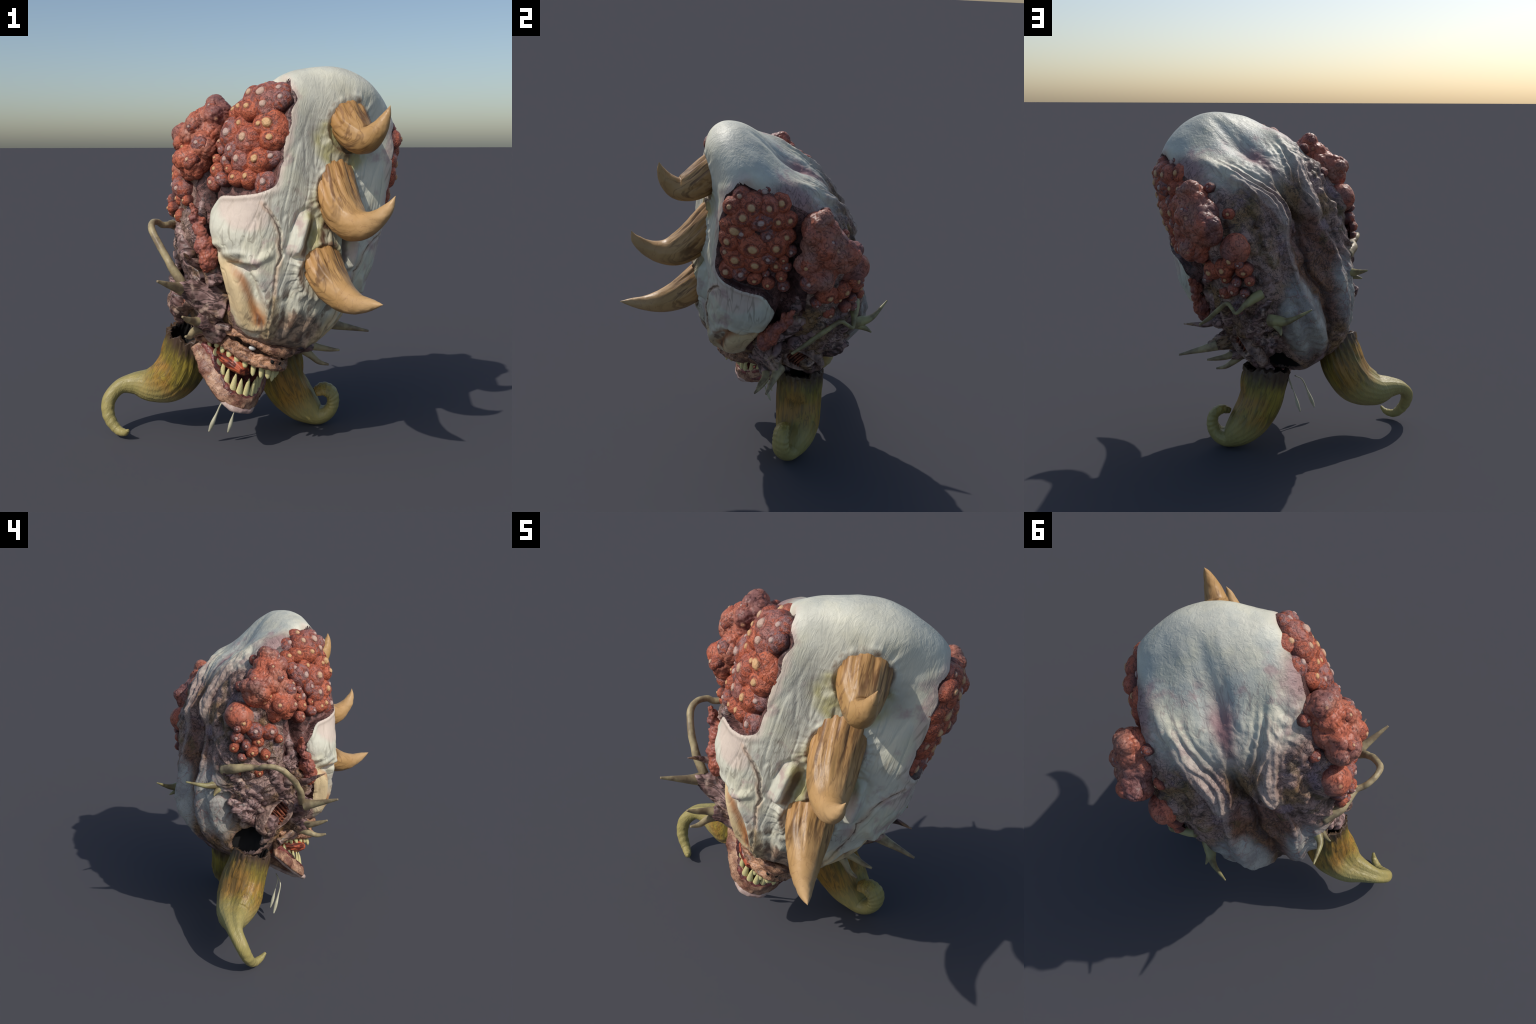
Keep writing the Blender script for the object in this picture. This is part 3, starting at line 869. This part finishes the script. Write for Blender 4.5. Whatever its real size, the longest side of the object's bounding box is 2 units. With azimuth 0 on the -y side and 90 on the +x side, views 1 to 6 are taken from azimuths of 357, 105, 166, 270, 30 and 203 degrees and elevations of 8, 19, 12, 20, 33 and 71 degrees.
def tumour_parts():
    parts = [blob(c, r, tl, sd, 4, .08, 17, .0) for c, r, tl, sd in TUMOURS]
    rg = np.random.default_rng(3)
    for c, r, tl, sd in TUMOURS:
        for _ in range(9):
            d = rg.normal(size=3); d[0] = abs(d[0]) + .15; d /= np.linalg.norm(d)
            k = rg.uniform(.034, .06)
            parts.append(blob(np.array(c) + d * np.array(r) * .78, (k, k, k), 0, sd, 3, .05, 9, 0))
    return parts


TV, TN, TF = fuse(tumour_parts(), .0065, 3)
w1, w2 = worley(TV * 24 + 4, 14)
TV = TV + TN * (-.006 * (1 - sstep(.0, .12, w2 - w1)) + .005 * fbm(TV * 22, 3, 15))[:, None]
for sgn in (1, -1):
    add("tumour", mesh_data("tumour", roll(mirror(TV, sgn)) + [.012 * (sgn > 0), 0, 0], TF if sgn > 0 else TF[:, ::-1].copy(), TUMOUR))
    V, F = blob((.43, .30, .37), (.075, .095, .085), .5, 8, 6, .12, 14, .05)
    add("swollen_gland", mesh_data("swollen_gland", roll(mirror(V, sgn)), F if sgn > 0 else F[:, ::-1].copy(), TUMOUR))
    for x, y, z, r in ((.587, .067, .561, .034), (.576, .105, .633, .03), (.569, -.011, .48, .042), (.596, .005, .387, .044), (.60, .12, .40, .038), (.555, .229, .562, .024), (.55, .17, .47, .032), (.52, .03, .68, .026)):
        i = int(np.argmin(np.linalg.norm(TV - [x, y, z], axis=1)))
        n = TN[i] * .7 + np.array([.3, 0, 0])
        put_boil(mirror(TV[i] + n * r * .35, sgn), r, mirror(n, sgn), .9)

# ------------------------------------------------------------------ side flesh, spines, thorns, tendrils
def limb(name, path, rad, mat, sgn, n=60, seg=20, aspect=1., ref=(0, 0, 1), amp=.12, seed=0, rolled=True, freq=16):
    V, F = tube(path, rad, n, seg, aspect, ref)
    c = catmull(path, n); d = np.min(np.linalg.norm(V[:, None] - c[None, ::4], axis=2), axis=1)
    N = np.repeat(c, seg, 0); N = np.vstack([N, V[len(N):]]); out = V - N
    V = N + out * (1 + amp * fbm(V * freq + seed, 3, seed + 60) * 1.5)[:, None]
    V = mirror(V, sgn)
    if rolled:
        V = roll(V)
    if sgn < 0:
        F = [f[::-1] for f in F]
    return add(name, mesh_data(name, V, F, mat))


def sinew(path, rad, mat, sgn, seed=0, aspect=1., seg=24, amp=.2):
    V, F = tube(path, rad, 40, seg, aspect, (0, 0, 1))
    SINEWS.append((V * [1, 1, 1] + fbm(V * 14, 3, seed % 100 + 60)[:, None] * .012, F))


for sgn in (1, -1):
    k = 0 if sgn > 0 else 100
    SINEWS = []
    rg = np.random.default_rng(5)
    for _ in range(13):                              # crossing cords, pits and knobs behind the cheek plate
        y, z = rg.uniform(.0, .32), rg.uniform(-.36, .10)
        p = np.array([.275 + .145 * sstep(-.45, .1, z), y, z]) + [rg.uniform(-.025, .02), 0, 0]
        a = rg.uniform(-1.0, -.2); L = rg.uniform(.08, .16); dv = np.array([rg.uniform(-.3, .3), math.sin(a), -math.cos(a)]) * L
        r = rg.uniform(.018, .034)
        sinew([p - dv, p + [rg.uniform(.0, .02), 0, 0], p + dv - [.012, 0, 0]], [r * .6, r, r * .5], None, sgn, seed=int(rg.integers(90)), seg=12)
    sinew([(.26, -.05, -.30), (.34, -.045, -.29), (.43, -.04, -.275), (.51, -.055, -.268)], [.10, .07, .042, .02], FOLD, sgn, seed=1 + k, aspect=1.25, seg=40)
    limb("spine", [(.47, -.03, -.268), (.53, -.065, -.268), (.6, -.105, -.262), (.671, -.146, -.256)], [.036, .024, .015, .006], BONE, sgn, seed=2 + k, amp=.05)
    sinew([(.22, -.03, -.42), (.30, -.05, -.415), (.37, -.075, -.41)], [.085, .05, .028], FOLD, sgn, seed=3 + k, seg=32)
    limb("spine", [(.33, -.06, -.41), (.40, -.085, -.41), (.45, -.12, -.405), (.497, -.15, -.395)], [.03, .02, .014, .006], BONE, sgn, seed=4 + k, amp=.06)
    limb("spine", [(.30, -.04, -.43), (.37, -.07, -.46), (.41, -.11, -.485), (.452, -.148, -.485)], [.03, .02, .014, .006], BONE, sgn, seed=5 + k, amp=.06)
    limb("thorn", [(.42, -.04, -.13), (.49, -.07, -.125), (.53, -.1, -.11), (.578, -.148, -.095)], [.03, .018, .012, .003], FOLD, sgn, seed=8 + k)
    # red finger and the lumpy mass behind the cheek plate
    rg = np.random.default_rng(11); parts = []
    for t in np.linspace(0, 1, 15):
        c = catmull([(.42, -.13, -.12), (.47, -.10, -.02), (.505, -.07, .06), (.52, -.045, .12), (.54, -.04, .172)], 50)[int(t * 49)]
        r = np.interp(t, [0, .3, .6, .85, 1], [.05, .042, .026, .03, .016]) * rg.uniform(.75, 1.15)
        parts.append(blob(c + rg.normal(0, .010, 3) + [-.012, 0, 0], (r, r * rg.uniform(.7, 1.1), r * 1.1), 0, int(t * 30), 3, .2, 9, 0))
    FV, FN, FF = fuse(parts, .006, 2)
    w1, w2 = worley(FV * 40, 19)
    FV = FV + FN * (-.006 * (1 - sstep(.0, .25, w2 - w1)) + .010 * fbm(FV * 30, 3, 20))[:, None]
    add("raw_growth", mesh_data("raw_growth", roll(mirror(FV, sgn)), FF if sgn > 0 else FF[:, ::-1].copy(), RAW))
    sinew([(.33, -.12, -.2), (.38, -.08, -.12), (.42, .0, -.02), (.45, .05, .06)], [.055, .045, .035, .025], FOLD, sgn, seed=10 + k, amp=.3, seg=36)
    sinew([(.34, .0, -.2), (.395, .08, -.12), (.44, .14, -.03), (.46, .17, .05)], [.06, .05, .042, .03], FOLD, sgn, seed=11 + k, amp=.3, seg=36)
    sinew([(.42, -.03, .0), (.45, .0, .1), (.44, .02, .22), (.42, .02, .32)], [.04, .03, .025, .03], FOLD, sgn, seed=12 + k, amp=.25, seg=28)
    sinew([(.37, .16, -.30), (.34, .20, -.40), (.30, .245, -.46)], [.05, .045, .012], FOLD, sgn, seed=15 + k, amp=.2, seg=28)
    SV, SN, SF = fuse(SINEWS, .0065, 3)
    cord = 1 - abs(fbm((SV @ np.array([[.8, .5, .33], [-.5, .85, .1], [-.3, -.2, .93]]).T) * [7, 16, 30], 3, 17)) * 2.4
    SV = SV + SN * (.011 * (cord - .4) + .004 * fbm(SV * 40, 2, 18))[:, None]
    add("flank_sinews", mesh_data("flank_sinews", roll(mirror(SV, sgn)), SF if sgn > 0 else SF[:, ::-1].copy(), FOLD))
    V, F = blob((.455, .04, -.095), (.042, .042, .038), 0, 31, 5, .08, 9, 0)
    add("purple_gland", mesh_data("purple_gland", roll(mirror(V, sgn)), F if sgn > 0 else F[:, ::-1].copy(), FOLD))
    # gill: rim, dark slot, ribs
    a, b = np.array([.352, .045, -.245]), np.array([.352, .215, -.365])
    ax = (b - a) / np.linalg.norm(b - a); nrm = np.array([.97, .1, -.2]); nrm -= ax * (nrm @ ax); nrm /= np.linalg.norm(nrm); tr = np.cross(nrm, ax)
    mid = (a + b) / 2 + nrm * .002
    D, GF = ico(6); q = D * [.155, .086, .055]; q[:, 1] += .018 * np.sin(D[:, 0] * 2.5)
    e = np.sqrt((q[:, 0] / .125) ** 2 + (q[:, 1] / .058) ** 2)
    q[:, 2] -= np.where(D[:, 2] > 0, .05 * (1 - sstep(.72, 1.05, e)), 0)
    q[:, 2] += np.where(D[:, 2] > 0, .012 * gauss(e - 1.15, .2), 0)
    q += fbm(q * 24 + 3, 3, 91)[:, None] * .012
    GV = mid + q[:, :1] * ax + q[:, 1:2] * tr + q[:, 2:] * nrm
    inside = (e < .9) & (D[:, 2] > 0)
    gill = add("gill", mesh_data("gill", roll(mirror(GV, sgn)), GF if sgn > 0 else GF[:, ::-1].copy(), [RIM, GILL], inside[GF].all(1).astype(int)))
    for i in range(11):
        u = -.86 + 1.72 * i / 10; w = .057 * math.sqrt(1 - u * u)
        c = mid + ax * u * .125 + nrm * .004
        rib = limb("gill_rib", [c - tr * w + nrm * .018, c + nrm * .014, c + tr * w + nrm * .018], [.004, .0075, .004], GILL, sgn, n=12, seg=10, seed=20 + i, amp=.15)
        rib.parent = gill; rib.matrix_parent_inverse = FRAME.inverted(); rib.matrix_world = FRAME
    limb("flesh_fold", [(.27, .10, -.49), (.28, .0, -.45), (.26, -.08, -.41), (.22, -.15, -.40)], [.022, .024, .026, .018], FOLD, sgn, seed=14 + k, amp=.25)

limb("tendril", [(.29, .40, .06), (.38, .375, .066), (.43, .33, .064), (.475, .285, .056), (.514, .272, .05), (.549, .26, .059), (.595, .221, .05), (.613, .18, .023), (.605, .14, -.015), (.582, .091, -.066), (.556, .061, -.108), (.529, .033, -.149), (.47, .0, -.22)],
     [.036, .03, .024, .018, .017, .017, .017, .018, .018, .019, .02, .022, .024], BONE, -1, n=120, seg=18, seed=40, amp=.1, rolled=False)
limb("tendril", [(.38, .38, .09), (.43, .364, .083), (.49, .345, .06), (.54, .326, .034), (.537, .29, .055), (.531, .25, .073), (.54, .18, .03), (.547, .111, -.022), (.557, .05, -.065), (.567, -.015, -.105)],
     [.03, .026, .016, .010, .011, .013, .014, .014, .012, .008], THORN, 1, n=120, seg=18, seed=41, amp=.1, rolled=False)
for sgn, root, tip, barb in ((1, (.36, .46, -.07), (.269, .636, -.002), (.41, .51, -.12)), (-1, (.24, .45, -.025), (.211, .628, .029), (.294, .498, -.08))):
    root, tip, barb = map(np.array, (root, tip, barb))
    limb("thorn", [root - [.0, .06, 0], root, root * .6 + tip * .4 + [.02, 0, -.012], tip], [.045, .03, .017, .004], THORN, sgn, seed=42, amp=.08, rolled=False)
    limb("thorn", [root - [0, .05, .02], (root + barb) / 2 - [0, .01, .01], barb], [.026, .016, .004], THORN, sgn, seed=43, amp=.08, rolled=False)

# ------------------------------------------------------------------ face, jaw, teeth, tongue
def sway(V, k=1.):
    """the jaw hangs crooked, towards the creature's right"""
    V = np.array(V, float); V[..., 0] -= k * .026 * sstep(-.52, -.72, V[..., 2]); return V


full = lambda pts: [(-x, y, z) for x, y, z in pts] + [(x, y, z) for x, y, z in pts[::-1]][1 if abs(pts[-1][0]) < 1e-9 else 0:]
lip_path = full([(.245, .115, -.505), (.215, .03, -.49), (.19, -.03, -.485), (.16, -.11, -.505), (.115, -.19, -.525), (.06, -.25, -.535), (0, -.278, -.53)])
rr = [.03, .03, .03, .03, .032, .032, .034]; rr = rr + rr[::-1][1:]
brow = full([(.25, .07, -.45), (.22, -.05, -.42), (.18, -.15, -.42), (.12, -.235, -.43), (.06, -.285, -.445), (0, -.305, -.45)])
lid = full([(.235, .02, -.468), (.20, -.07, -.455), (.155, -.15, -.475), (.10, -.222, -.497), (.045, -.268, -.505), (0, -.285, -.508)])
cheek_fold = [(.23, .10, -.50), (.215, .0, -.46), (.19, -.08, -.47), (.15, -.155, -.50), (.12, -.2, -.52)]
parts = [tube(lip_path, [r * .8 for r in rr], 160, 20, .75, (0, 0, 1)),
         tube(brow, [.018, .022, .022, .022, .026, .03, .026, .022, .022, .022, .018], 160, 18),
         tube(lid, [.008, .011, .012, .011, .014, .014, .014, .011, .012, .011, .008], 160, 14),
         blob((0, -.285, -.497), (.03, .026, .028), 0, 52, 4, .2, 9, 0)]
for sgn in (1, -1):
    parts.append(tube(mirror(np.array(cheek_fold), sgn), [.012, .015, .014, .012, .008], 60, 14))
MV, MN, MF = fuse(parts, .0055, 2)
ang = np.arctan2(MV[:, 0], -(MV[:, 1] - .12)); rad = np.linalg.norm(MV[:, :2] - [0, .12], axis=1)
wrinkle = 1 - abs(fbm(np.c_[ang * 3.5, rad * 26, MV[:, 2] * 46 + abs(ang) * 6], 3, 58)) * 2.4
MV = MV + MN * (.009 * (wrinkle - .4) + .003 * fbm(MV * 60, 2, 59))[:, None]
MUZZLE = add("muzzle", mesh_data("muzzle", roll(MV), MF, LEATHER))
for sgn in (1, -1):
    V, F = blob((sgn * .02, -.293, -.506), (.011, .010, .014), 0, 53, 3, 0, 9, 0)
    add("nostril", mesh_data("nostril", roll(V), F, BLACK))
    V, F = blob((sgn * .105, -.215, -.470), (.02, .014, .012), 0, 54, 4, 0, 9, 0)
    add("eye", mesh_data("eye", roll(V), F, EYE))

jaw_path = full([(.225, .115, -.54), (.19, .05, -.595), (.155, -.01, -.655), (.118, -.07, -.71), (.065, -.125, -.757), (0, -.145, -.768)])
jr = [.042, .05, .054, .05, .044, .040]; jr = jr + jr[::-1][1:]


def jaw_relief(V):
    return V


V, F = tube(jaw_path, jr, 160, 32, .5, (1, 0, 0))
# sections are tall and thin: thickness follows the in-plane normal
V, F = tube(jaw_path, jr, 160, 32, 1., (0, .35, .94), lambda t, p: 1 / np.sqrt(np.cos(p) ** 2 + (np.sin(p) / .31) ** 2))
V = V + fbm(V * 26, 4, 55)[:, None] * .008 * (V - [0, .05, -.65]) / .15
JAW = add("jaw", mesh_data("jaw", roll(sway(V)), F, LIP))
rim_path = full([(.22, .12, -.575), (.185, .06, -.64), (.15, -.005, -.705), (.11, -.07, -.76), (.06, -.125, -.797), (0, -.145, -.803)])
limb("jaw_rim", sway(np.array(rim_path)), [.010, .011, .012, .013, .016, .014, .016, .013, .012, .011, .010], PALE, 1, n=140, seg=16, seed=58, amp=.3, freq=26)
for sgn in (1, -1):
    limb("jaw_muscle", sway(np.array([(.222, .085, -.575), (.192, .03, -.635), (.16, -.03, -.69), (.13, -.075, -.73)])), [.012, .02, .02, .008], GUM, sgn, n=50, seg=16, seed=59, amp=.2)
gum_path = full([(.205, .09, -.525), (.172, .03, -.57), (.14, -.02, -.625), (.105, -.07, -.685), (.058, -.118, -.728), (0, -.135, -.737)])
V, F = tube(gum_path, [.02] * 11, 120, 16); V += fbm(V * 40, 3, 56)[:, None] * .006
add("gum", mesh_data("gum", roll(sway(V)), F, GUM), JAW)
# floor of the mouth between the jaw arms
c = catmull(gum_path, 61); m = 30
rows = np.stack([c[:m + 1], c[m:][::-1]], 1); V = []; n = 9
for a, b in rows:
    for u in np.linspace(0, 1, n):
        V.append(a * (1 - u) + b * u + np.array([0, 0, -.05 * math.sin(math.pi * u)]))
F = [[i * n + j, i * n + j + 1, (i + 1) * n + j + 1, (i + 1) * n + j] for i in range(m) for j in range(n - 1)]
V = np.array(V); V2 = V - [0, 0, .012]; k = len(V)
F = F + [[q + k for q in f[::-1]] for f in F]
add("mouth_floor", mesh_data("mouth_floor", roll(sway(np.vstack([V, V2]))), F, GUM), JAW)


def tooth_mesh(seed, blunt):
    rad = [.5, .56, .52, .42, .28, .06] if not blunt else [.5, .55, .55, .5, .4, .12]
    V, F = tube([(0, 0, -.3), (0, 0, 0), (0, -.04, .25), (0, -.06, .5), (0, -.03, .78), (0, .03, 1.)], rad, 26, 16)
    V = V * (1 + .05 * fbm(V * 3 + seed, 2, seed))[:, None]
    return mesh_data("tooth", V, F, TOOTH)


FANGS = [tooth_mesh(k, False) for k in range(3)]; MOLARS = [tooth_mesh(k + 5, True) for k in range(3)]


def put_tooth(p, up, fwd, w, h, meshes, sw=True):
    p = roll(sway(np.array(p, float))) if sw else roll(p)
    z = Vector(up).normalized(); y = Vector(fwd); y = (y - z * y.dot(z)).normalized(); x = y.cross(z)
    M = Matrix([[x[i] * w, y[i] * w * .8, z[i] * h, p[i]] for i in range(3)] + [[0, 0, 0, 1]])
    add("tooth", random.choice(meshes), JAW if sw else MUZZLE, FRAME @ M)


cg = catmull(gum_path, 400)
for u in (.05, .13, .20, .265, .325, .385, .445, .505, .565, .62, .68, .75, .83, .92):
    p = cg[int(u * 399)]; front = 1 - abs(u - .5) * 2
    d = p - np.array([0, .08, -.66]); d[2] = 0
    h = .042 + .048 * sstep(.25, .7, front) + random.uniform(-.008, .010)
    put_tooth(p + [0, 0, .008], (.10 * random.uniform(-1, 1) + d[0] * .4, d[1] * .4, 1), tuple(-d), .026 + .008 * front + random.uniform(-.003, .003), h, FANGS)
cl = catmull(lip_path, 400)
for u in np.linspace(.15, .85, 15):
    p = cl[int(u * 399)]; d = p - np.array([0, .05, -.5]); d[2] = 0
    front = 1 - abs(u - .5) * 2
    put_tooth(p * [.93, .93, 1] + [0, .012, -.022], (d[0] * .2, d[1] * .2 - .1, -1), tuple(-d), .028 + random.uniform(-.004, .004), .028 + .024 * sstep(.6, .9, front) + random.uniform(-.006, .006), MOLARS, False)
V, F = tube([(.0, .16, -.52), (-.05, .06, -.545), (-.075, -.03, -.56), (-.085, -.11, -.578), (-.085, -.17, -.60)], [.045, .05, .05, .045, .022], 80, 48, [1.6, 1.9, 2.0, 1.7, 1.5], (1, 0, 0),
            lambda t, p: 1 + .05 * np.cos(p * 14 + 2 * np.sin(t * 6)))
add("tongue", mesh_data("tongue", roll(V), F, TONGUE))

# slime strands under the chin
for path, r in (([(-.03, .02, -.76), (-.075, .03, -.81), (-.075, .06, -.88), (-.07, .09, -.945), (-.066, .112, -.993)], [.004, .004, .006, .012, .005]),
                ([(.02, .0, -.76), (.008, .0, -.80), (.012, .03, -.865), (.024, .055, -.93), (.033, .079, -.984)], [.004, .004, .003, .011, .004]),
                ([(.06, .06, -.66), (.06, .07, -.73), (.062, .08, -.79)], [.004, .003, .006]), ([(-.13, .22, -.6), (-.14, .24, -.67), (-.14, .24, -.71)], [.003, .008, .003])):
    V, F = tube(path, r, 40, 12)
    add("slime_strand", mesh_data("slime_strand", V, F, DROOL))

# ------------------------------------------------------------------ tentacles
def tentacle(world_path, rad, trough_dir, seed, asp=1.):
    pts = np.array([to_head(p) for p in world_path])
    # own axes: z runs from the stump outwards, so that the grain follows the limb
    a = pts[0]; zz = pts[3] - a; zz /= np.linalg.norm(zz); ref = ROT @ np.array(trough_dir, float); xx = ref - zz * (ref @ zz); xx /= np.linalg.norm(xx); yy = np.cross(zz, xx)
    Rm = np.array([xx, yy, zz]); loc = (pts - a) @ Rm.T

    def shp(t, p):
        q = (p + np.pi) % (2 * np.pi) - np.pi
        g = .30 * np.exp(-(q / .55) ** 2) * sstep(.12, .3, t) * sstep(.72, .5, t)
        fl = (.02 * np.cos(p * 22 + 3 * np.sin(t * 9) + seed) + .015 * np.cos(p * 37 + 5 * np.sin(t * 6))) * (1 + 1.6 * sstep(.25, .05, t))
        rings = .03 * np.sin(t * 150 + np.sin(p * 2)) * sstep(.6, .75, t)
        return 1 - g + fl * sstep(.75, .2, t) + rings
    n, seg = 220, 72
    V, F = tube(loc, rad, n, seg, asp, (1, 0, 0), shp, (False, True))
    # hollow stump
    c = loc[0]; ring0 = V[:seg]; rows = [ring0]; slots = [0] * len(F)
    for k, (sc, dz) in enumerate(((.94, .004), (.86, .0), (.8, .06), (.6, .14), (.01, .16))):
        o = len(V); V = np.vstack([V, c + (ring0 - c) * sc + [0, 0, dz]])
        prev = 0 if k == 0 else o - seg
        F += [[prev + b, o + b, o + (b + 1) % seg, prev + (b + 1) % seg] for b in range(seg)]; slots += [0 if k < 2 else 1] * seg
    m = Matrix([[*Rm.T[i], a[i]] for i in range(3)] + [[0, 0, 0, 1]])
    # uneven rim
    edge = fbm(V * 20, 3, seed) * .045 * sstep(.12, .0, V[:, 2]); V[:, 2] += edge
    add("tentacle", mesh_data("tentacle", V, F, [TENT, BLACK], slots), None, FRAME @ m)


tentacle([(-.325, .125, .60), (-.338, .15, .52), (-.366, .192, .412), (-.442, .225, .318), (-.548, .255, .275), (-.648, .257, .278), (-.73, .245, .26), (-.785, .21, .195), (-.782, .178, .11), (-.735, .148, .045), (-.69, .105, .04), (-.665, .07, .065)],
         [.118, .124, .138, .14, .108, .068, .046, .04, .034, .027, .02, .008], (-.5, .2, .85), 1)
tentacle([(.158, .268, .475), (.175, .275, .402), (.208, .283, .285), (.274, .297, .182), (.343, .292, .106), (.41, .275, .064), (.464, .26, .082), (.492, .252, .135), (.482, .246, .195), (.436, .24, .222), (.385, .235, .207)],
         [.136, .134, .135, .13, .11, .076, .062, .057, .053, .048, .03], (.75, -.1, .6), 4, [1, 1, 1, 1, .95, .85, .7, .6, .6, .6, .6])
